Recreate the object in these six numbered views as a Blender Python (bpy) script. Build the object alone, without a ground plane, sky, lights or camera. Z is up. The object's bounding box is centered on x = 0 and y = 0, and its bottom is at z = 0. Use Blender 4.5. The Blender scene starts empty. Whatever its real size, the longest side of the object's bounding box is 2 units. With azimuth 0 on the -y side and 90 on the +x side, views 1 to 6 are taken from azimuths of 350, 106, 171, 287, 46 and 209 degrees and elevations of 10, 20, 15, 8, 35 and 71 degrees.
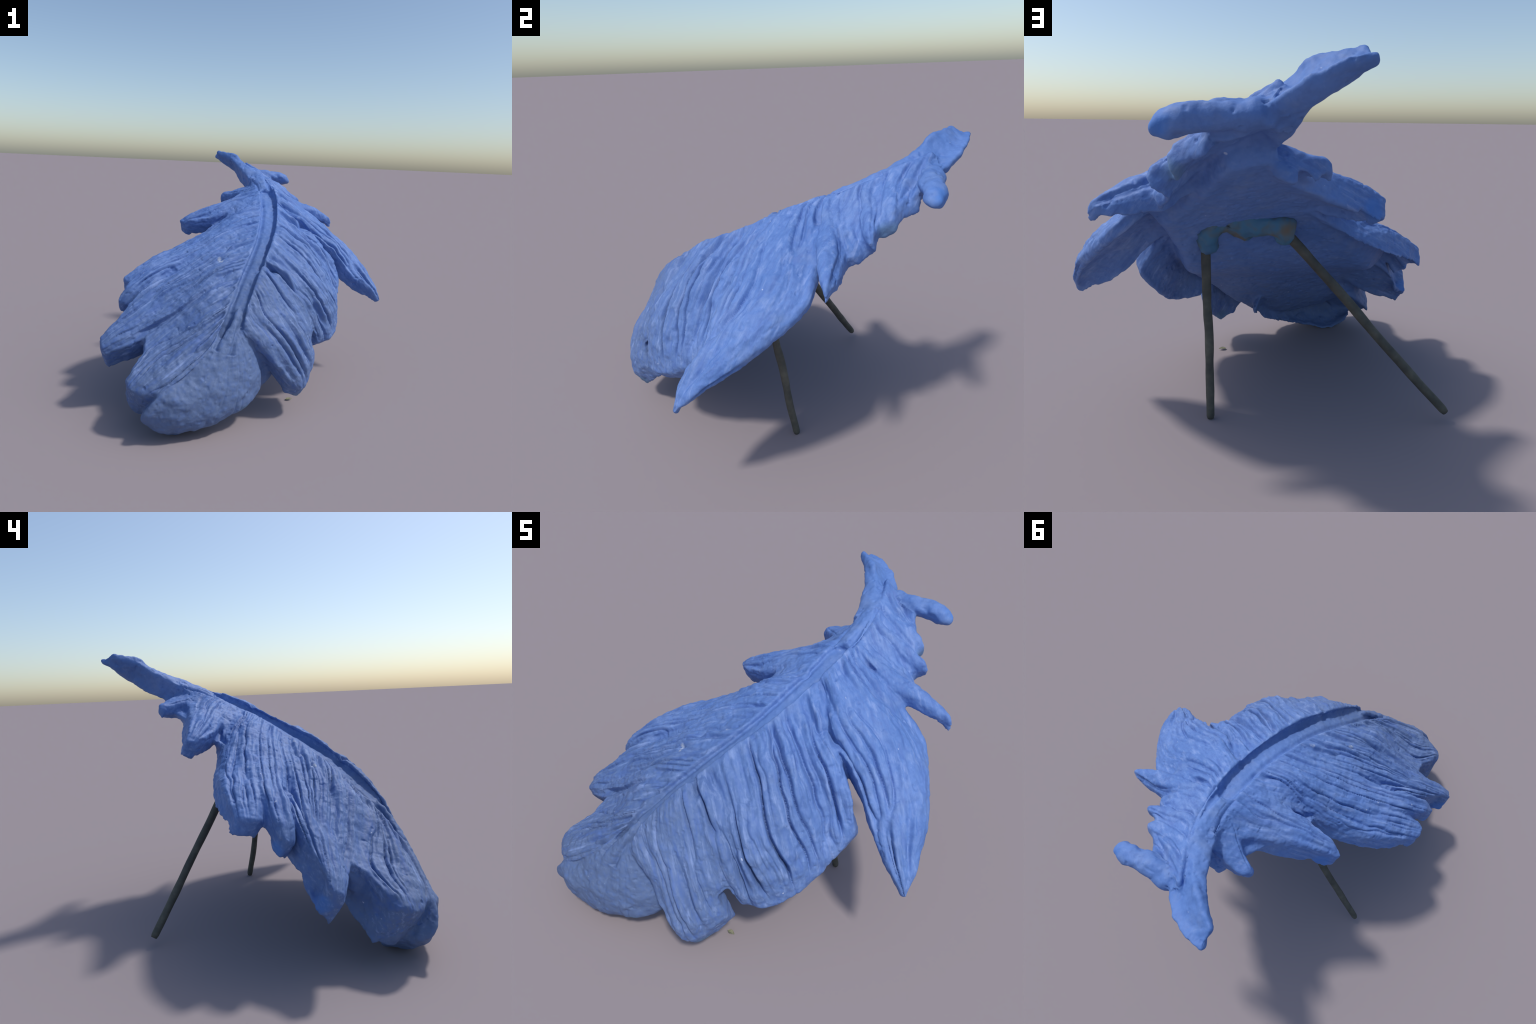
"""Blue hand-modelled feather leaning on its tip and on two thin dark rods."""
import bpy, math, random
import numpy as np
from mathutils import Vector, kdtree

random.seed(7)
np.random.seed(7)
VOXEL = 0.0046

# ------------------------------------------------------------------ helpers
def catmull(points, count):
    """Smooth curve through control points, resampled evenly by length."""
    P = np.array(points, float)
    P = np.vstack([2 * P[0] - P[1], P, 2 * P[-1] - P[-2]])
    out = []
    for i in range(1, len(P) - 2):
        t = np.linspace(0, 1, 16, endpoint=False)[:, None]
        a, b, c, d = P[i - 1], P[i], P[i + 1], P[i + 2]
        out.append(0.5 * (2 * b + (c - a) * t + (2 * a - 5 * b + 4 * c - d) * t**2
                          + (3 * b - a - 3 * c + d) * t**3))
    out = np.vstack(out + [P[-2:-1]])
    d = np.r_[0, np.cumsum(np.linalg.norm(np.diff(out, axis=0), axis=1))]
    s = np.linspace(0, d[-1], count)
    return np.stack([np.interp(s, d, out[:, k]) for k in range(out.shape[1])], 1)

def hash3(i, j, k):
    n = (i * 374761393 + j * 668265263 + k * 2147483647 + 1013904223) & 0xFFFFFFFF
    n = ((n ^ (n >> 13)) * 1274126177) & 0xFFFFFFFF
    n = ((n ^ (n >> 16)) * 2246822519) & 0xFFFFFFFF
    return ((n ^ (n >> 15)) & 0xFFFFFF) / float(0xFFFFFF) * 2 - 1

def noise(x, y, z=0.0):
    """Smooth value noise in -1..1 on arrays."""
    x, y, z = np.broadcast_arrays(np.asarray(x, float), np.asarray(y, float), np.asarray(z, float))
    i, j, k = (np.floor(v).astype(np.int64) for v in (x, y, z))
    u, v, w = x - i, y - j, z - k
    u, v, w = (a * a * a * (a * (a * 6 - 15) + 10) for a in (u, v, w))
    r = 0
    for di in (0, 1):
        for dj in (0, 1):
            for dk in (0, 1):
                wt = (u if di else 1 - u) * (v if dj else 1 - v) * (w if dk else 1 - w)
                r = r + wt * hash3(i + di, j + dj, k + dk)
    return r

def fbm(P, scale, octaves=3, seed=0.0):
    r, a = 0, 1.0
    for o in range(octaves):
        f = 2.0**o / scale
        r = r + a * noise(P[:, 0] * f + seed, P[:, 1] * f + 7.3, P[:, 2] * f + 3.1 * o)
        a *= 0.5
    return r

def smooth01(x, a, b):
    t = np.clip((x - a) / (b - a), 0, 1)
    return t * t * (3 - 2 * t)

def unit(v):
    return v / np.maximum(np.linalg.norm(v, axis=-1, keepdims=True), 1e-9)

# ------------------------------------------------------------------ the spine
SPINE = [(-.225, -.785, .55), (-.165, -.685, .672), (-.10, -.56, .775), (-.025, -.42, .878),
         (.055, -.24, .985), (.12, -.03, 1.10), (.158, .19, 1.208), (.165, .37, 1.283),
         (.15, .50, 1.335), (.105, .65, 1.395), (.05, .77, 1.445), (-.02, .86, 1.49),
         (-.085, .92, 1.527), (-.135, .955, 1.545)]
spine = catmull(SPINE, 400)

def spine_at(y):
    return np.array([np.interp(y, spine[:, 1], spine[:, k]) for k in range(3)])

def spine_side(y):
    """Unit vector across the spine, towards the right-hand (+x) vane."""
    t = unit(spine_at(y + .03) - spine_at(y - .03))
    return unit(np.cross(t, (0, 0, 1)))

def root(y, side):
    c, s = spine_at(y), spine_side(y)
    if side > 0:
        return c + s * .048 + np.array((0, 0, .030))
    return c - s * .046 + np.array((0, 0, .002))

# ------------------------------------------------------------------ lobes of the vane
# name, side, [barbs: (root y on the spine, points on the upper surface ... tip)],
# thickness (root, tip), lean of the thickness to straight down, ridge depth, ridge width
LOBES = [
    # right-hand side, from the quill down
    ("web", 1, [
        (.80, (.20, .785, 1.385), (.28, .765, 1.36), (.335, .755, 1.325)),
        (.735, (.21, .71, 1.380), (.29, .70, 1.345), (.365, .70, 1.295)),
        (.68, (.23, .655, 1.365), (.33, .655, 1.315), (.430, .662, 1.26)),
        (.63, (.25, .60, 1.350), (.34, .61, 1.285), (.420, .62, 1.225)),
        (.575, (.26, .555, 1.335), (.38, .57, 1.265), (.510, .584, 1.19)),
        (.52, (.27, .51, 1.315), (.36, .53, 1.245), (.455, .555, 1.15)),
        (.46, (.27, .455, 1.30), (.37, .48, 1.23), (.49, .525, 1.12)),
        (.40, (.29, .39, 1.28), (.42, .42, 1.195), (.50, .46, 1.12))],
        (.10, .06), .5, .014),
    ("horn", 1, [
        (.47, (.30, .47, 1.265), (.45, .505, 1.125), (.56, .50, 1.09), (.66, .487, 1.06), (.740, .457, 1.025)),
        (.42, (.30, .42, 1.275), (.46, .435, 1.185), (.57, .435, 1.145), (.66, .44, 1.10), (.752, .445, 1.04)),
        (.37, (.30, .36, 1.270), (.46, .360, 1.165), (.57, .380, 1.145), (.66, .400, 1.10), (.740, .435, 1.045))],
        (.12, .04), .4, .007),
    ("blade", 1, [
        (.38, (.29, .345, 1.255), (.45, .36, 1.135), (.63, .368, .982), (.737, .286, .895), (.808, .186, .818), (.87, .085, .74), (.91, -.02, .66), (.952, -.14, .565)),
        (.30, (.30, .26, 1.24), (.47, .24, 1.13), (.625, .205, 1.01), (.725, .14, .92), (.805, .06, .83), (.872, -.025, .727), (.955, -.15, .562)),
        (.22, (.30, .16, 1.20), (.44, .12, 1.115), (.57, .085, 1.015), (.665, .035, .92), (.75, -.02, .825), (.838, -.09, .71), (.950, -.163, .565)),
        (.15, (.29, .08, 1.15), (.375, .015, 1.10), (.461, -.010, 1.02), (.568, -.037, .94), (.65, -.068, .845), (.722, -.104, .745), (.812, -.143, .665), (.938, -.172, .57))],
        (.12, .06), .25, .018),
    ("lobe", 1, [
        (.12, (.28, .06, 1.135), (.38, .00, 1.06), (.53, -.06, .92), (.655, -.125, .70)),
        (.00, (.24, -.07, 1.080), (.35, -.12, .995), (.478, -.18, .84), (.605, -.213, .575)),
        (-.15, (.19, -.205, 1.035), (.31, -.265, .945), (.44, -.33, .765), (.567, -.353, .475)),
        (-.30, (.10, -.345, .975), (.22, -.405, .87), (.365, -.47, .72), (.50, -.49, .42)),
        (-.44, (.02, -.475, .885), (.12, -.535, .80), (.255, -.60, .62), (.385, -.585, .41))],
        (.14, .09), .35, .029),
    ("lobe", 1, [
        (-.48, (.02, -.52, .85), (.105, -.575, .76), (.25, -.645, .56), (.345, -.64, .345)),
        (-.60, (-.03, -.66, .725), (.06, -.705, .585), (.17, -.765, .42), (.238, -.785, .205)),
        (-.70, (-.144, -.768, .575), (-.08, -.78, .515), (.0, -.78, .425), (.07, -.805, .34), (.145, -.82, .25))],
        (.16, .12), .7, .015),
    # the rounded end
    ("tip_lobe", 0, [
        (-.69, (-.12, -.74, .56), (-.05, -.71, .43), (.0, -.69, .31), (.01, -.69, .23), (.0, -.68, .18)),
        (-.71, (-.16, -.775, .54), (-.085, -.77, .42), (-.05, -.78, .30), (-.06, -.79, .19), (-.09, -.785, .12)),
        (-.745, (-.20, -.81, .53), (-.18, -.85, .41), (-.16, -.875, .26), (-.17, -.87, .14), (-.19, -.83, .08)),
        (-.76, (-.27, -.83, .50), (-.31, -.895, .38), (-.33, -.95, .25), (-.34, -.945, .12), (-.36, -.89, .035)),
        (-.77, (-.32, -.83, .49), (-.42, -.91, .37), (-.51, -.99, .25), (-.53, -.975, .11), (-.55, -.89, .000)),
        (-.77, (-.34, -.82, .48), (-.48, -.90, .36), (-.62, -.99, .27), (-.69, -.985, .15), (-.69, -.91, .07))],
        (.16, .15), 0.0, .003),
    ("lobe", -1, [
        (-.755, (-.33, -.835, .49), (-.46, -.91, .385), (-.58, -.955, .315), (-.67, -.955, .275)),
        (-.72, (-.36, -.755, .555), (-.55, -.82, .435), (-.76, -.905, .30)),
        (-.66, (-.33, -.67, .635), (-.53, -.65, .51), (-.665, -.67, .45), (-.79, -.84, .345))],
        (.18, .22), .85, .014),
    # left-hand side, from the end up to the quill
    ("lobe", -1, [
        (-.57, (-.29, -.60, .725), (-.46, -.60, .61), (-.67, -.61, .485), (-.92, -.63, .395)),
        (-.42, (-.26, -.47, .82), (-.46, -.49, .715), (-.70, -.535, .555), (-.95, -.575, .455)),
        (-.26, (-.22, -.32, .90), (-.45, -.38, .775), (-.70, -.455, .635), (-.95, -.545, .47)),
        (-.12, (-.20, -.17, .965), (-.45, -.26, .825), (-.70, -.365, .715), (-.915, -.515, .485))],
        (.18, .145), .8, .016),
    ("lobe", -1, [
        (-.12, (-.20, -.17, .965), (-.45, -.25, .835), (-.69, -.335, .74), (-.81, -.39, .61)),
        (-.05, (-.17, -.09, 1.015), (-.44, -.175, .875), (-.70, -.275, .775), (-.87, -.355, .63)),
        (.01, (-.13, -.02, 1.065), (-.42, -.095, .91), (-.69, -.195, .81), (-.85, -.295, .66))],
        (.13, .10), .8, .013),
    ("lobe", -1, [
        (.01, (-.13, -.02, 1.065), (-.42, -.095, .905), (-.66, -.175, .815), (-.80, -.225, .71)),
        (.07, (-.09, .05, 1.115), (-.38, -.02, .94), (-.63, -.09, .83), (-.85, -.165, .72)),
        (.13, (-.04, .12, 1.145), (-.20, .155, 1.06), (-.42, .125, .935), (-.64, .05, .825), (-.825, -.07, .72))],
        (.11, .10), .9, .012),
    ("lobe", -1, [
        (.17, (.02, .19, 1.185), (-.11, .203, 1.13), (-.25, .20, 1.06), (-.44, .235, 1.03)),
        (.30, (.02, .30, 1.230), (-.16, .285, 1.17), (-.32, .265, 1.11), (-.48, .275, 1.055)),
        (.43, (.02, .43, 1.245), (-.16, .385, 1.178), (-.29, .345, 1.13), (-.455, .302, 1.07))],
        (.09, .105), .7, .011),
    ("horn", -1, [
        (.42, (.05, .44, 1.265), (-.02, .50, 1.25), (-.09, .555, 1.238), (-.150, .600, 1.232)),
        (.50, (.06, .53, 1.290), (-.01, .58, 1.268), (-.08, .62, 1.243), (-.14, .630, 1.230)),
        (.58, (.07, .60, 1.30), (.01, .635, 1.27), (-.05, .65, 1.24), (-.10, .650, 1.222))],
        (.08, .05), .6, .004),
]
BODY_DOWN = unit(np.array((0, .52, -.85)))
PERIOD = {1: .046, 0: .05, -1: .031}

def solid(top, thick):
    """Closed skin from a top grid and a vector grid that leads to the bottom."""
    nq, nt = top.shape[:2]
    V = np.vstack([top.reshape(-1, 3), (top + thick).reshape(-1, 3)])
    off = nq * nt
    I = lambda i, j: i * nt + j
    F = []
    for i in range(nq - 1):
        for j in range(nt - 1):
            a, b, c, d = I(i, j), I(i + 1, j), I(i + 1, j + 1), I(i, j + 1)
            F.append((a, b, c, d))
            F.append((off + a, off + d, off + c, off + b))
    ring = ([(i, 0) for i in range(nq - 1)] + [(nq - 1, j) for j in range(nt - 1)]
            + [(i, nt - 1) for i in range(nq - 1, 0, -1)] + [(0, j) for j in range(nt - 1, 0, -1)])
    for k in range(len(ring)):
        a, b = I(*ring[k]), I(*ring[(k + 1) % len(ring)])
        F.append((b, a, off + a, off + b))
    return V, F

verts, faces, base = [], [], 0
def add(V, F):
    global base
    verts.append(V)
    faces.extend([tuple(i + base for i in f) for f in F])
    base += len(V)

# how far out along the barbs the notches at both borders of each lobe begin
NOTCH = {0: (.85, .75), 1: (.5, .45), 2: (.45, .40), 3: (.40, .80), 4: (.80, .75), 5: (.50, .85), 6: (.90, .76), 7: (.72, .60), 8: (.60, .70), 9: (.70, .40), 10: (.40, .85), 11: (.40, .55)}
samples, s_norm, s_lobe, s_q, s_t, s_e, s_m = [], [], [], [], [], [], []
NQ, NT = 71, 111
chain = {1: 0.0, 0: 0.0, -1: 0.0}
for li, (name, side, barbs, (th0, th1), lean, depth) in enumerate(LOBES):
    curves = []
    for b in barbs:
        if side == 0:
            r = spine_at(b[0]) + np.array((0, 0, .01))
        else:
            r = root(b[0], side)
        curves.append(catmull([r] + list(b[1:]), NT))
    curves = np.array(curves)
    grid = np.stack([catmull(curves[:, j], NQ) for j in range(NT)], 1)
    dq = np.gradient(grid, axis=0)
    dt = np.gradient(grid, axis=1)
    N = unit(np.cross(dq, dt))
    if N[NQ // 2, NT // 2, 2] < 0:
        N = -N
    # soften the normals near pinched tips
    N = unit(N * .6 + N.mean(axis=0, keepdims=True) * .4)
    for _ in range(40):
        N[:, 1:-1] = .5 * N[:, 1:-1] + .25 * (N[:, 2:] + N[:, :-2])
        N[:, 0], N[:, -1] = N[:, 1], N[:, -2]
        N[1:-1] = .5 * N[1:-1] + .25 * (N[2:] + N[:-2])
    N = unit(N)
    t = np.linspace(0, 1, NT)[None, :, None]
    qn = np.linspace(0, 1, NQ)[:, None, None]
    th = th0 + (th1 - th0) * t
    down = unit(-N * (1 - lean) + BODY_DOWN * lean)
    if side == 0:
        down = unit((1 - t) * BODY_DOWN + t * np.array((.10, .95, -.05)) + 0 * N)
    # the upper surface swells between its two edges and sinks towards them
    edge = 1 - np.abs(2 * qn - 1)
    notch_at = np.where(qn < .5, NOTCH[li][0], NOTCH[li][1])
    swell = (-.015 if side > 0 else -.025) * (1 - smooth01(edge, 0, .30)) * smooth01(t, notch_at - .2, notch_at + .12) - .016 * smooth01(t, .90, 1.0)
    top = grid + N * swell
    if name == "blade":
        th = th * (.42 + 1.0 * qn) * (1 - .45 * smooth01(t, .8, 1))
    add(*solid(top, down * th))
    mid = np.linalg.norm(dq, axis=2)
    wq = np.percentile(mid, 75, axis=1)
    q = chain[side] + np.cumsum(wq)
    chain[side] = q[-1]
    samples.append(top.reshape(-1, 3))
    s_norm.append(N.reshape(-1, 3))
    s_lobe.append(np.full(NQ * NT, li))
    s_q.append(np.repeat(q, NT))
    s_t.append(np.tile(np.linspace(0, 1, NT), NQ))
    s_e.append(np.repeat(edge[:, 0, 0], NT))
    s_m.append(np.cumsum(np.linalg.norm(dt, axis=2), axis=1).ravel())

def ribbon(curve, sections, lobe_id):
    """Loft: sections(f) gives (across, up) profile points for the fraction f."""
    n = len(curve)
    T = unit(np.gradient(curve, axis=0))
    A = unit(np.cross(T, (0, 0, 1)))
    U = unit(np.cross(A, T))
    rings = []
    for i in range(n):
        prof = np.array(sections(i / (n - 1)))
        rings.append(curve[i] + prof[:, :1] * A[i] + prof[:, 1:] * U[i])
    R = np.array(rings)
    m = R.shape[1]
    V = R.reshape(-1, 3)
    F = []
    for i in range(n - 1):
        for j in range(m):
            k = (j + 1) % m
            F.append((i * m + j, i * m + k, (i + 1) * m + k, (i + 1) * m + j))
    F.append(tuple(range(m))[::-1])
    F.append(tuple((n - 1) * m + j for j in range(m)))
    add(V, F)
    samples.append(V)
    s_norm.append(np.repeat(U, m, axis=0))
    s_lobe.append(np.full(len(V), lobe_id))
    s_q.append(np.zeros(len(V)))
    s_t.append(np.repeat(np.linspace(0, 1, n), m))
    s_e.append(np.ones(len(V)))
    s_m.append(np.zeros(len(V)))

# an unbroken sheet under each side ties the lobes together as far as the notches reach
def web_sheet(order, start, taper):
    cols = []
    for li in order:
        name, side, barbs = LOBES[li][:3]
        a, b = NOTCH[li]
        for k, br in enumerate(barbs):
            f = k / (len(barbs) - 1)
            reach = (a * (1 - f) + b * f) + .35 * (1 - abs(2 * f - 1)) * (.85 - max(a, b))
            c = catmull([root(br[0], side)] + list(br[1:]), NT)
            cols.append(catmull(c[:max(6, int(NT * min(.92, reach)))], 30))
    cols = np.array(cols)
    grid = np.stack([np.stack([np.interp(np.linspace(0, len(cols) - 1, 6 * len(cols)), np.arange(len(cols)), cols[:, j, k]) for k in range(3)], 1) for j in range(30)], 1)
    for _ in range(5):
        grid[1:-1] = .5 * grid[1:-1] + .25 * (grid[2:] + grid[:-2])
    add(*solid(grid - np.array((0, 0, .014)), BODY_DOWN * np.linspace(start, taper, 30)[None, :, None] + 0 * grid))
web_sheet([0, 1, 2, 3, 4], .10, .035)
web_sheet([6, 7, 8, 9, 10, 11], .13, .12)

RACHIS, QUILL, HORN, CORE = (len(LOBES) + k for k in range(4))
# the sunken shaft between the two vanes
low = spine[spine[:, 1] < .43][::3]
def shaft_section(f):
    k = smooth01(f, 0, .12)
    u = -.026 - .02 * (1 - k) - .03 * smooth01(f, .9, 1)
    w = .90 + .10 * k
    return [(-.044 * w, .016 + u), (-.022 * w, .008 + u), (.010 * w, .004 + u), (.034 * w, -.004 + u), (.060 * w, -.010 + u),
            (.08 * w, -.05 + u), (.08 * w, -.13), (-.08 * w, -.13), (-.08 * w, -.05 + u), (-.055 * w, -.012 + u)]
ribbon(low, shaft_section, RACHIS)
# the solid body: it fills the space under the vaulted vanes down to a nearly flat underside
UNDER = [(-.90, .01), (-.87, .02), (-.70, .17), (-.55, .34), (-.37, .50), (-.25, .57), (-.10, .665), (.02, .775), (.15, .93), (.40, 1.085), (.60, 1.185), (.75, 1.27)]
LEFT = [(-.74, -.64), (-.60, -.70), (-.40, -.74), (-.20, -.69), (-.05, -.61), (.05, -.48), (.15, -.28), (.40, -.16), (.68, .02)]
RIGHT = [(-.74, -.06), (-.70, .03), (-.62, .18), (-.55, .28), (-.40, .42), (-.20, .47), (.0, .47), (.12, .50), (.30, .52), (.50, .34), (.68, .24)]
col = lambda tab, k: [p[k] for p in tab]
flat = kdtree.KDTree(sum(len(a) for a in samples))
allz, k = [], 0
for a in samples:
    for p in a:
        flat.insert((p[0], p[1], 0), k); allz.append(p[2]); k += 1
flat.balance()
NY, NX = 90, 60
roof = np.zeros((NY, NX, 3)); floor = np.zeros((NY, NX, 3))
for i, y in enumerate(np.linspace(-.74, .68, NY)):
    xl, xr = np.interp(y, col(LEFT, 0), col(LEFT, 1)), np.interp(y, col(RIGHT, 0), col(RIGHT, 1))
    for j, x in enumerate(np.linspace(xl, xr, NX)):
        z = min(allz[h[1]] for h in flat.find_n((x, y, 0), 4)) - .045
        b = np.interp(y, col(UNDER, 0), col(UNDER, 1)) + np.interp(y, (-.55, -.30, -.10), (.08, .02, -.07)) * (abs(x + .08) / .5) ** 2
        roof[i, j] = (x, y, z)
        w = float(smooth01(min(j, NX - 1 - j) / NX, 0, np.interp(y, (-.5, -.25), (.03, .07)))) ** .7
        floor[i, j] = (x, y, z - .03 + (min(b, z - .03) - (z - .03)) * w)
for _ in range(6):
    for g in (roof, floor):
        g[1:-1, 1:-1, 2] = .25 * (g[2:, 1:-1, 2] + g[:-2, 1:-1, 2] + g[1:-1, 2:, 2] + g[1:-1, :-2, 2])
add(*solid(roof, floor - roof))
samples.append(floor.reshape(-1, 3)); nf = NX * NY
s_norm.append(np.tile((0, 0, 1.0), (nf, 1))); s_lobe.append(np.full(nf, CORE)); s_q.append(np.zeros(nf)); s_t.append(np.zeros(nf)); s_e.append(np.ones(nf)); s_m.append(np.zeros(nf))
# the quill: a thick plank with a shallow trough, set by its upper, rear and lower edges
UPPER = catmull([(.158, .37, 1.285), (.157, .48, 1.337), (.140, .59, 1.388), (.10, .68, 1.432), (.06, .745, 1.478), (.0, .80, 1.532), (-.07, .855, 1.558), (-.150, .905, 1.572)], 60)
REAR = catmull([(.205, .37, 1.270), (.195, .50, 1.312), (.180, .62, 1.345), (.155, .76, 1.385), (.120, .868, 1.406), (.078, .912, 1.440), (.028, .953, 1.478), (-.028, .978, 1.506), (-.084, .996, 1.532), (-.158, 1.003, 1.541)], 60)
FLANK = catmull([(.118, .34, 1.262), (.104, .42, 1.302), (.088, .54, 1.350), (.060, .635, 1.395), (.022, .715, 1.445), (-.03, .785, 1.505), (-.09, .845, 1.535), (-.158, .90, 1.553)], 60)
LOWER = catmull([(.13, .40, 1.15), (.10, .60, 1.23), (.058, .734, 1.292), (.03, .81, 1.352), (.0, .875, 1.405), (-.047, .905, 1.442), (-.09, .918, 1.466), (-.128, .935, 1.488), (-.155, .965, 1.518)], 60)
rings = []
for i in range(60):
    f = i / 59
    U, R, L, K = UPPER[i], REAR[i], LOWER[i], FLANK[i]
    nrm = unit(np.cross(R - U, UPPER[min(i + 1, 59)] - UPPER[max(i - 1, 0)]))
    nrm = nrm if nrm[2] > 0 else -nrm
    g = .022 * float(smooth01(f, .45, .65)) * (1 - .8 * float(smooth01(f, .90, 1)))
    r = .020 * (1 - float(smooth01(f, .35, .6)))
    thick = .055 * (1 - .35 * float(smooth01(f, .85, 1)))
    rings.append([U, U * .8 + R * .2 + nrm * (r - g * .5), U * .55 + R * .45 - nrm * (g - r * .5), U * .25 + R * .75 - nrm * g * .8, R,
                  R - nrm * thick * .6 + (R - U) * .03, R * .7 + L * .3 - nrm * thick, L - nrm * .012, L * .75 + K * .25 - (R - U) * .06, K - nrm * .02, K])
Q = np.array(rings); mm = Q.shape[1]
V = Q.reshape(-1, 3)
F = [(i * mm + j, i * mm + (j + 1) % mm, (i + 1) * mm + (j + 1) % mm, (i + 1) * mm + j) for i in range(59) for j in range(mm)]
F += [tuple(range(mm))[::-1], tuple(59 * mm + j for j in range(mm))]
add(V, F)
samples.append(V); s_norm.append(np.tile((0, 0, 1.0), (len(V), 1))); s_lobe.append(np.full(len(V), QUILL))
s_q.append(np.zeros(len(V))); s_t.append(np.zeros(len(V))); s_e.append(np.ones(len(V))); s_m.append(np.zeros(len(V)))
# the rounded horn beside the quill
horn_curve = catmull([(.07, .80, 1.385), (.16, .815, 1.375), (.25, .815, 1.372), (.34, .82, 1.362), (.42, .828, 1.338), (.452, .830, 1.326)], 40)
def horn_section(f):
    k = 1 - .72 * smooth01(f, .86, 1.0) ** 1.5
    w, h = (.056 - .010 * f) * k, (.046 - .004 * f) * k
    return [(w * math.cos(a), h * math.sin(a)) for a in np.linspace(0, 2 * math.pi, 14, endpoint=False)]
ribbon(horn_curve, horn_section, HORN)

# ------------------------------------------------------------------ one skin by voxel remesh
def mesh_from(V, F, name):
    me = bpy.data.meshes.new(name)
    me.from_pydata([tuple(v) for v in V], [], F)
    me.update()
    return me

# each closed piece gets outward faces first
raw = mesh_from(np.vstack(verts), faces, "raw")
import bmesh
bm = bmesh.new()
bm.from_mesh(raw)
bmesh.ops.recalc_face_normals(bm, faces=bm.faces)
bm.to_mesh(raw)
bm.free()
tmp = bpy.data.objects.new("raw", raw)
bpy.context.scene.collection.objects.link(tmp)
# coarse remesh, smooth, then remesh again: this rounds the rims and drops slivers
for size, rounds in ((.0075, 14), (VOXEL, 12)):
    m = tmp.modifiers.new("remesh", 'REMESH')
    m.mode = 'VOXEL'
    m.voxel_size = size
    m.use_smooth_shade = True
    sm = tmp.modifiers.new("smooth", 'SMOOTH')
    sm.factor = .5
    sm.iterations = rounds
dg = bpy.context.evaluated_depsgraph_get()
skin = bpy.data.meshes.new_from_object(tmp.evaluated_get(dg))
bpy.data.objects.remove(tmp)
bpy.data.meshes.remove(raw)

bm = bmesh.new(); bm.from_mesh(skin)
seen, best = set(), []
for v0 in bm.verts:
    if v0.index in seen:
        continue
    comp, stack = [], [v0]
    seen.add(v0.index)
    while stack:
        v = stack.pop(); comp.append(v)
        for ed in v.link_edges:
            w = ed.other_vert(v)
            if w.index not in seen:
                seen.add(w.index); stack.append(w)
    if len(comp) > len(best):
        best = comp
keep = set(v.index for v in best)
bmesh.ops.delete(bm, geom=[v for v in bm.verts if v.index not in keep], context='VERTS')
bm.to_mesh(skin); bm.free()
n = len(skin.vertices)
co = np.empty(n * 3); skin.vertices.foreach_get("co", co); co = co.reshape(-1, 3)
no = np.empty(n * 3); skin.vertices.foreach_get("normal", no); no = no.reshape(-1, 3)

# thin threads and spikes left by the remesh are drawn back into the body
ed = np.empty(len(skin.edges) * 2, int); skin.edges.foreach_get("vertices", ed); ed = ed.reshape(-1, 2)
deg = np.bincount(ed.ravel(), minlength=n)[:, None]
soft = co.copy()
for _ in range(60):
    acc = np.stack([np.bincount(ed[:, 0], soft[ed[:, 1], k], n) + np.bincount(ed[:, 1], soft[ed[:, 0], k], n) for k in range(3)], 1)
    soft = .4 * soft + .6 * acc / np.maximum(deg, 1)
off = np.linalg.norm(co - soft, axis=1)
pull = smooth01(off, .014, .026)[:, None]
co = co * (1 - pull) + soft * pull
skin.vertices.foreach_set("co", co.ravel()); skin.update()
no = np.empty(n * 3); skin.vertices.foreach_get("normal", no); no = no.reshape(-1, 3)
co = co + no * .003

# ------------------------------------------------------------------ which barb is under each point
S = np.vstack(samples); SN = np.vstack(s_norm)
SL = np.concatenate(s_lobe); SQ = np.concatenate(s_q); ST = np.concatenate(s_t); SE = np.concatenate(s_e); SM = np.concatenate(s_m); length = np.zeros(len(co))
tree = kdtree.KDTree(len(S))
for i, p in enumerate(S):
    tree.insert(p, i)
tree.balance()
SIDE = [l[1] for l in LOBES] + [2, 2, 2, 2]
SIDE_OF = np.array(SIDE)
DEPTH = [l[5] for l in LOBES] + [0, 0, 0, 0]
depth = np.zeros(n)
lobe = np.zeros(n, int); q = np.zeros(n); t = np.zeros(n); e = np.zeros(n); topn = np.zeros((n, 3)); dist = np.zeros(n)
for i in range(n):
    hits = tree.find_n(co[i], 10)
    first = hits[0][1]
    lobe[i] = SL[first]
    dist[i] = hits[0][2]
    W = 0
    for _, j, d in hits:
        if SIDE[SL[j]] == SIDE[lobe[i]]:
            w = math.exp(-(d * d - hits[0][2] ** 2) / 6.4e-5) + 1e-6
            W += w
            q[i] += w * SQ[j]; t[i] += w * ST[j]; length[i] += w * SM[j]; e[i] += w * SE[j]; topn[i] += w * SN[j]; depth[i] += w * DEPTH[SL[j]]
    q[i] /= W; t[i] /= W; length[i] /= W; e[i] /= W; depth[i] /= W
topn = unit(topn)
upper = smooth01((no * topn).sum(1), .25, .75) * (1 - smooth01(dist, .03, .06))

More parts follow.
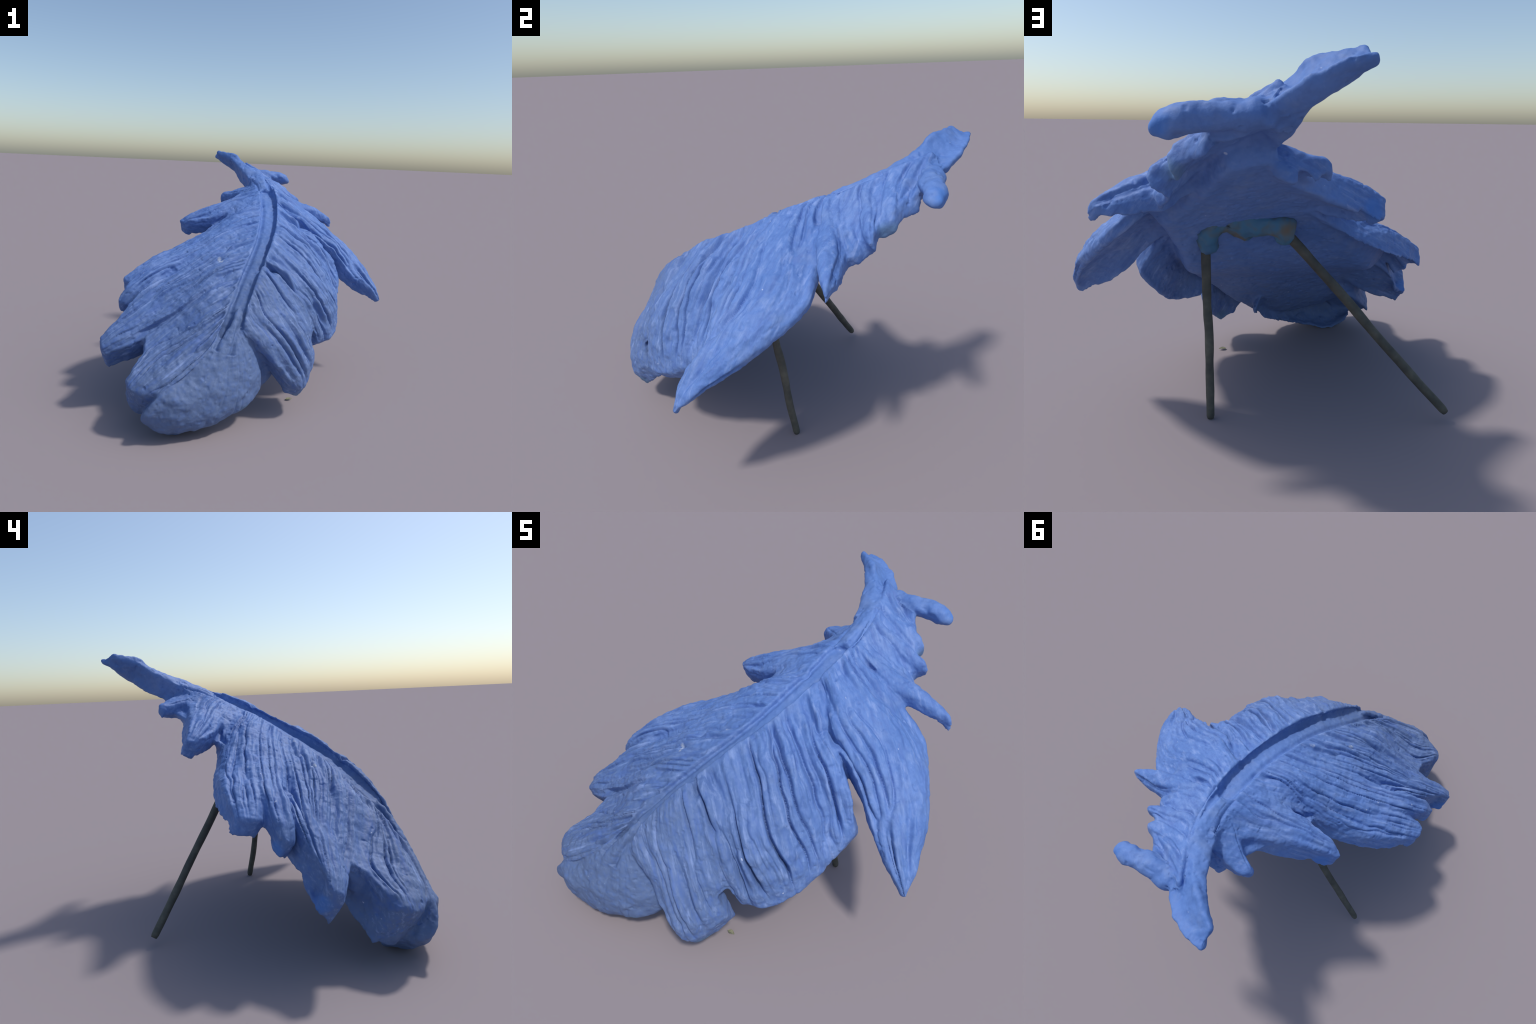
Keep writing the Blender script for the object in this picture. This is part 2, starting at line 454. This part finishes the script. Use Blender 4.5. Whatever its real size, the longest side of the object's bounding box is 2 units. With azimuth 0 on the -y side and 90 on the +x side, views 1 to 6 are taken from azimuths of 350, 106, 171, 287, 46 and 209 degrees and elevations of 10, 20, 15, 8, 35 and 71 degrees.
# ------------------------------------------------------------------ relief
width = np.array([PERIOD.get(k, .05) for k in SIDE])[lobe]
warp = .014 * noise(q / .12, length / .22, 5.0) + .007 * noise(q / .05, length / .08, 9.0)
qq = q + warp
def ridges(period, run, seed, sharp):
    v = noise(qq / period, length / run, seed)
    return 1 - (1 - np.minimum(np.abs(v) * sharp, 1.0)) ** 2
coarse = ridges(width, .50, 1.5, 2.0)
fine = ridges(width * .5, .30, 21.5, 2.2)
hair = noise(qq / (width * .25), length / .09, 33.3)
beads = noise(qq / (width * .8), length / .035, 51.0)
fade = smooth01(length, .015, .075) * (1 - .8 * smooth01(t, .80, .97))
amp = 1.0 + .5 * noise(q / .16, length / .20, 41.0)
clump = noise(q / .085, length / .20, 61.0)
relief = depth * fade * amp * (.40 * clump + (coarse - .86) * 1.5 + .24 * (fine - .8) + .10 * hair + .13 * beads * coarse)
disp = upper * relief
# lumps of the hand-modelled clay everywhere
lumpy = np.select([lobe == HORN, lobe == QUILL, SIDE_OF[lobe] == 0], [.012, .006, .006], .0)
disp += lumpy * fbm(co, .075, 2, 5.0)
disp += .0050 * fbm(co, .11, 3, 2.0) + .0022 * fbm(co, .028, 2, 9.0)
# beaded knobs and pits
bead = noise(co[:, 0] / .022, co[:, 1] / .022, co[:, 2] / .022 + 4)
disp += upper * .0020 * smooth01(bead, .45, .85) - .004 * smooth01(-bead, .62, .95)
# grooves at both sides of the sunken shaft
TR = kdtree.KDTree(len(spine))
for i, p in enumerate(spine):
    TR.insert(p, i)
TR.balance()
tang = unit(np.gradient(spine, axis=0))
acr = unit(np.cross(tang, (0, 0, 1)))
groove = np.zeros(n)
for i in np.nonzero((no[:, 2] > -.2))[0]:
    p, k, d = TR.find(co[i])
    if d < .13:
        y = spine[k, 1]
        a = float((co[i] - spine[k]) @ acr[k])
        if y < .34:
            f = 1 - max(0.0, min(1.0, (y - .18) / .16)) * .6
            groove[i] = f * (.022 * math.exp(-((a - .042) / .012) ** 2) + .020 * math.exp(-((a + .040) / .012) ** 2))
        elif y < .60:
            groove[i] = .014 * math.exp(-((a - .056) / .013) ** 2)
            if y < .56:
                groove[i] += .014 * math.exp(-((a + .054) / .014) ** 2)
disp -= groove
co = co + no * disp[:, None]
# rest exactly on the ground
co[:, 2] = np.maximum(co[:, 2], 0)
skin.vertices.foreach_set("co", co.ravel())
skin.update()
no = np.empty(n * 3); skin.vertices.foreach_get("normal", no); no = no.reshape(-1, 3)

# ------------------------------------------------------------------ materials
def nodes_of(name):
    mat = bpy.data.materials.new(name)
    mat.use_nodes = True
    nt = mat.node_tree
    return mat, nt, nt.nodes["Principled BSDF"]

def node(nt, kind, **kw):
    nd = nt.nodes.new(kind)
    for k, v in kw.items():
        if k in nd.inputs:
            nd.inputs[k].default_value = v
        else:
            setattr(nd, k, v)
    return nd

def ramp(nt, fac, stops):
    r = nt.nodes.new("ShaderNodeValToRGB")
    el = r.color_ramp.elements
    el[0].position, el[0].color = stops[0][0], (*stops[0][1], 1)
    el[1].position, el[1].color = stops[-1][0], (*stops[-1][1], 1)
    for p, c in stops[1:-1]:
        x = el.new(p); x.color = (*c, 1)
    nt.links.new(fac, r.inputs[0])
    return r.outputs[0]

def mix(nt, fac, a, b, mode='MIX'):
    m = nt.nodes.new("ShaderNodeMix")
    m.data_type = 'RGBA'
    m.blend_type = mode
    for sock, val in ((m.inputs[0], fac), (m.inputs[6], a), (m.inputs[7], b)):
        if hasattr(val, "is_linked"):
            nt.links.new(val, sock)
        elif isinstance(val, tuple):
            sock.default_value = (*val, 1)
        else:
            sock.default_value = val
    return m.outputs[2]

def grey(v):
    return (v, v, v)

def blue_clay(along):
    mat, nt, bsdf = nodes_of("blue_clay")
    tc = nt.nodes.new("ShaderNodeTexCoord")
    obj = tc.outputs["Object"]
    def nz(scale, detail=3, rough=.55, vec=obj):
        x = node(nt, "ShaderNodeTexNoise", Scale=scale, Detail=detail, Roughness=rough)
        nt.links.new(vec, x.inputs["Vector"])
        return x.outputs["Fac"]
    broad = nz(3.0, 3)
    col = ramp(nt, broad, [(.30, (.092, .190, .470)), (.55, (.118, .222, .520)), (.75, (.150, .248, .525))])
    patch = nz(9.0, 4, .6)
    col = mix(nt, ramp(nt, patch, [(.50, grey(0)), (.75, grey(.45))]), col, (.19, .27, .47))
    # greyer, duller blue towards the rounded end
    sep = nt.nodes.new("ShaderNodeSeparateXYZ")
    nt.links.new(obj, sep.inputs[0])
    add_n = nt.nodes.new("ShaderNodeMath"); add_n.operation = 'MULTIPLY_ADD'
    nt.links.new(broad, add_n.inputs[0]); add_n.inputs[1].default_value = .5
    nt.links.new(sep.outputs["Y"], add_n.inputs[2])
    end_grey = node(nt, "ShaderNodeMapRange", interpolation_type='SMOOTHSTEP')
    nt.links.new(add_n.outputs[0], end_grey.inputs["Value"])
    end_grey.inputs["From Min"].default_value = .35
    end_grey.inputs["From Max"].default_value = -.80
    end_grey.inputs["To Max"].default_value = .88
    col = mix(nt, end_grey.outputs[0], col, (.108, .155, .275))
    # fine smears of thin and thick paint
    fine = nz(38.0, 4, .65)
    col = mix(nt, ramp(nt, fine, [(.35, grey(.32)), (.52, grey(0))]), col, (.075, .150, .40))
    col = mix(nt, ramp(nt, fine, [(.58, grey(0)), (.78, grey(.25))]), col, (.27, .38, .64))
    # dark and light streaks that follow the barbs
    if along is not None:
        b = unit(np.array(along)); n1 = unit(np.cross(b, (0, 0, 1))); n2 = np.cross(b, n1)
        comb = nt.nodes.new("ShaderNodeCombineXYZ")
        for k, (ax, sc) in enumerate(((b, 5.0), (n1, 42.0), (n2, 42.0))):
            dp = nt.nodes.new("ShaderNodeVectorMath"); dp.operation = 'DOT_PRODUCT'
            nt.links.new(obj, dp.inputs[0]); dp.inputs[1].default_value = tuple(ax * sc)
            nt.links.new(dp.outputs["Value"], comb.inputs[k])
        streak = nz(1.0, 3, .6, comb.outputs[0])
        col = mix(nt, ramp(nt, streak, [(.34, grey(.55)), (.50, grey(0))]), col, (.075, .145, .40))
        col = mix(nt, ramp(nt, streak, [(.54, grey(0)), (.74, grey(.55))]), col, (.27, .37, .66))
    # stains and bare spots at particular places: azure tips, grey-green rims, two white scuffs
    def spot(mask_in, centre, radius, colour, strength, grain):
        d = nt.nodes.new("ShaderNodeVectorMath"); d.operation = 'DISTANCE'
        nt.links.new(obj, d.inputs[0]); d.inputs[1].default_value = centre
        r = node(nt, "ShaderNodeMath", operation='MULTIPLY_ADD')
        nt.links.new(grain, r.inputs[0]); r.inputs[1].default_value = radius * 1.6
        nt.links.new(d.outputs["Value"], r.inputs[2])
        m = node(nt, "ShaderNodeMapRange", interpolation_type='SMOOTHSTEP')
        nt.links.new(r.outputs[0], m.inputs["Value"])
        m.inputs["From Min"].default_value = radius * 1.9
        m.inputs["From Max"].default_value = radius * 1.2
        m.inputs["To Max"].default_value = strength
        return mix(nt, m.outputs[0], mask_in, colour)
    for c in ((.43, .86, 1.35), (-.70, .04, .64), (-.40, .34, 1.0), (-.93, -.50, .36), (-.86, -.27, .57), (-.62, -.60, .22)):
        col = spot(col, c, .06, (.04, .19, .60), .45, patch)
    for c in ((.22, -.70, .14), (-.12, -.85, .10), (.40, .66, 1.19), (-.30, -.90, .04)):
        col = spot(col, c, .065, (.12, .215, .32), .6, patch)
    for c in ((-.243, -.36, .876), (-.05, -.204, 1.011)):
        col = spot(col, c, .026, (.50, .56, .66), .8, fine)
    # rare white chips
    chips = nz(26.0, 1)
    col = mix(nt, ramp(nt, chips, [(.80, grey(0)), (.83, grey(.6))]), col, (.55, .62, .78))
    nt.links.new(col, bsdf.inputs["Base Color"])
    bsdf.inputs["Roughness"].default_value = .62
    bsdf.inputs["Specular IOR Level"].default_value = .3
    grain = nz(120.0, 4, .6)
    bump = node(nt, "ShaderNodeBump", Strength=.25, Distance=.004)
    nt.links.new(grain, bump.inputs["Height"])
    nt.links.new(bump.outputs[0], bsdf.inputs["Normal"])
    return mat

def rod_paint():
    mat, nt, bsdf = nodes_of("weathered_rod")
    tc = nt.nodes.new("ShaderNodeTexCoord")
    x = node(nt, "ShaderNodeTexNoise", Scale=14.0, Detail=4.0, Roughness=.6)
    nt.links.new(tc.outputs["Object"], x.inputs["Vector"])
    col = ramp(nt, x.outputs["Fac"], [(.30, (.050, .052, .045)), (.55, (.085, .085, .068)), (.75, (.13, .125, .095))])
    nt.links.new(col, bsdf.inputs["Base Color"])
    bsdf.inputs["Roughness"].default_value = .7
    bump = node(nt, "ShaderNodeBump", Strength=.4, Distance=.005)
    nt.links.new(x.outputs["Fac"], bump.inputs["Height"])
    nt.links.new(bump.outputs[0], bsdf.inputs["Normal"])
    return mat

def lump_paint():
    mat, nt, bsdf = nodes_of("stained_putty")
    tc = nt.nodes.new("ShaderNodeTexCoord")
    x = node(nt, "ShaderNodeTexNoise", Scale=6.0, Detail=3.0, Roughness=.55)
    nt.links.new(tc.outputs["Object"], x.inputs["Vector"])
    col = ramp(nt, x.outputs["Fac"], [(.32, (.04, .12, .25)), (.50, (.05, .17, .29)), (.60, (.11, .13, .13)), (.72, (.15, .11, .07))])
    nt.links.new(col, bsdf.inputs["Base Color"])
    bsdf.inputs["Roughness"].default_value = .6
    return mat

def scrap_paint():
    mat, nt, bsdf = nodes_of("dry_leaf")
    tc = nt.nodes.new("ShaderNodeTexCoord")
    x = node(nt, "ShaderNodeTexNoise", Scale=90.0, Detail=2.0)
    nt.links.new(tc.outputs["Object"], x.inputs["Vector"])
    col = ramp(nt, x.outputs["Fac"], [(.35, (.20, .20, .12)), (.65, (.33, .32, .22))])
    nt.links.new(col, bsdf.inputs["Base Color"])
    bsdf.inputs["Roughness"].default_value = .8
    return mat

CLAY, CLAY_LEFT, CLAY_RIGHT = blue_clay(None), blue_clay((-.78, -.34, -.50)), blue_clay((.55, -.28, -.75))
ROD, LUMP, SCRAP = rod_paint(), lump_paint(), scrap_paint()

# ------------------------------------------------------------------ the thing and its parts
scene = bpy.context.scene
feather = bpy.data.objects.new("feather_sculpture", None)
scene.collection.objects.link(feather)
feather["label"] = "large blue clay feather leaning on two thin dark rods"
feather["category"] = "feather sculpture"

def part(name, me, mat, parent):
    me.materials.clear()
    me.materials.append(mat)
    ob = bpy.data.objects.new(name, me)
    scene.collection.objects.link(ob)
    ob.parent = parent
    me.name = ob.name
    return ob

# regions: smooth the borders a little by letting each face take its commonest label
np_loops = np.empty(len(skin.loops), int); skin.loops.foreach_get("vertex_index", np_loops)
starts = np.empty(len(skin.polygons), int); skin.polygons.foreach_get("loop_start", starts)
totals = np.empty(len(skin.polygons), int); skin.polygons.foreach_get("loop_total", totals)
face_label = lobe[np_loops[starts]]
NAMES = {"web": "barb_web", "horn": "barb_horn", "blade": "barb_blade", "lobe": "barb_lobe", "tip_lobe": "feather_tip"}
names = [NAMES[l[0]] for l in LOBES] + ["shaft", "quill", "barb_horn", "underside"]
for li, nm in enumerate(names):
    sel = np.nonzero(face_label == li)[0]
    if len(sel) == 0:
        continue
    polys = [np_loops[starts[f]:starts[f] + totals[f]] for f in sel]
    used = np.unique(np.concatenate(polys))
    remap = np.full(n, -1); remap[used] = np.arange(len(used))
    me = mesh_from(co[used], [tuple(int(remap[v]) for v in p) for p in polys], nm)
    me.polygons.foreach_set("use_smooth", np.ones(len(sel), bool))
    me.normals_split_custom_set_from_vertices([tuple(v) for v in no[used]])
    part(nm, me, {1: CLAY_RIGHT, -1: CLAY_LEFT}.get(SIDE[li], CLAY), feather)
bpy.data.meshes.remove(skin)

# ------------------------------------------------------------------ supporting rods
def rod(p0, p1, r0, r1, seed):
    p0, p1 = np.array(p0), np.array(p1)
    L, m = 70, 20
    ax = unit(p1 - p0)
    a = unit(np.cross(ax, (0, 1, 0))); b = np.cross(ax, a)
    V = []
    for i in range(L):
        f = i / (L - 1)
        c = p0 + (p1 - p0) * f
        c = c + a * .004 * float(noise(f * 5, seed, 0)) + b * .004 * float(noise(f * 5, seed, 9))
        r = r0 + (r1 - r0) * f
        r *= 1 + .07 * float(noise(f * 14, seed, 4))
        if i == 0:
            r *= .80
        for k in range(m):
            an = 2 * math.pi * k / m
            rr = r * (1 + .04 * float(noise(math.cos(an) * 1.5 + f * 12, math.sin(an) * 1.5, seed)))
            V.append(c + rr * (a * math.cos(an) + b * math.sin(an)))
    F = [(i * m + k, i * m + (k + 1) % m, (i + 1) * m + (k + 1) % m, (i + 1) * m + k) for i in range(L - 1) for k in range(m)]
    F += [tuple(range(m))[::-1], tuple((L - 1) * m + k for k in range(m))]
    me = mesh_from(V, F, "support_rod")
    b_ = bmesh.new(); b_.from_mesh(me); bmesh.ops.recalc_face_normals(b_, faces=b_.faces); b_.to_mesh(me); b_.free()
    me.polygons.foreach_set("use_smooth", [len(p.vertices) == 4 for p in me.polygons])
    return part("support_rod", me, ROD, feather)

rod((.297, .223, .0), (.293, .062, .93), .0185, .022, 1.0)
rod((-.789, .407, .045), (-.02, .125, .925), .0205, .024, 2.0)

# putty that holds the rods to the underside
blobs = bpy.data.metaballs.new("putty")
blobs.resolution = blobs.render_resolution = .016
for x, y, z, r in [(.285, .09, .90, .085), (.23, .10, .95, .09), (.15, .10, .945, .085), (.07, .11, .935, .085),
                   (0.0, .12, .94, .08), (-.05, .13, .93, .075), (.292, .07, .84, .055), (-.055, .14, .88, .05), (.12, .07, .90, .06)]:
    el = blobs.elements.new(); el.co = (x, y + .025, z - .02); el.radius = r * 1.25
mb = bpy.data.objects.new("putty", blobs)
scene.collection.objects.link(mb)
dg = bpy.context.evaluated_depsgraph_get(); dg.update()
pm = bpy.data.meshes.new_from_object(mb.evaluated_get(dg))
bpy.data.objects.remove(mb)
P = np.array([v.co for v in pm.vertices]); Nn = np.array([v.normal for v in pm.vertices])
P = P + Nn * (.018 * fbm(P, .07, 3, 4.0))[:, None]
pm.vertices.foreach_set("co", P.ravel())
pm.polygons.foreach_set("use_smooth", np.ones(len(pm.polygons), bool))
part("mounting_putty", pm, LUMP, feather)

# ------------------------------------------------------------------ a tiny dry leaf lying beside it
V, F = [], []
for zz in (.0, .004):
    for i in range(13):
        f = i / 12
        w = .0095 * math.sin(math.pi * min(1, f * 1.05)) ** .8 * (1 - .35 * f) + .0005
        for s in (-1, 0, 1):
            V.append(((f - .5) * .034, s * w, .0015 + zz + .004 * abs(s) * math.sin(math.pi * f) + .002 * f))
for i in range(12):
    for s in (0, 1):
        a = i * 3 + s
        F.append((a + 39, a + 40, a + 43, a + 42)); F.append((a, a + 3, a + 4, a + 1))
edge = [i * 3 for i in range(13)] + [37, 38] + [i * 3 + 2 for i in range(11, -1, -1)] + [1]
for k in range(len(edge)):
    a, b = edge[k], edge[(k + 1) % len(edge)]
    F.append((a, b, b + 39, a + 39))
me = mesh_from(V, F, "leaf_scrap")
me.polygons.foreach_set("use_smooth", np.ones(len(me.polygons), bool))
leaf = part("leaf_scrap", me, SCRAP, None)
leaf.location = (.204, -.513, 0)
leaf.rotation_euler = (0, 0, math.radians(6))
leaf.scale = (1.3, 1.3, 1.0)
leaf["label"] = "tiny pale dry leaf scrap lying flat"
leaf["category"] = "leaf"
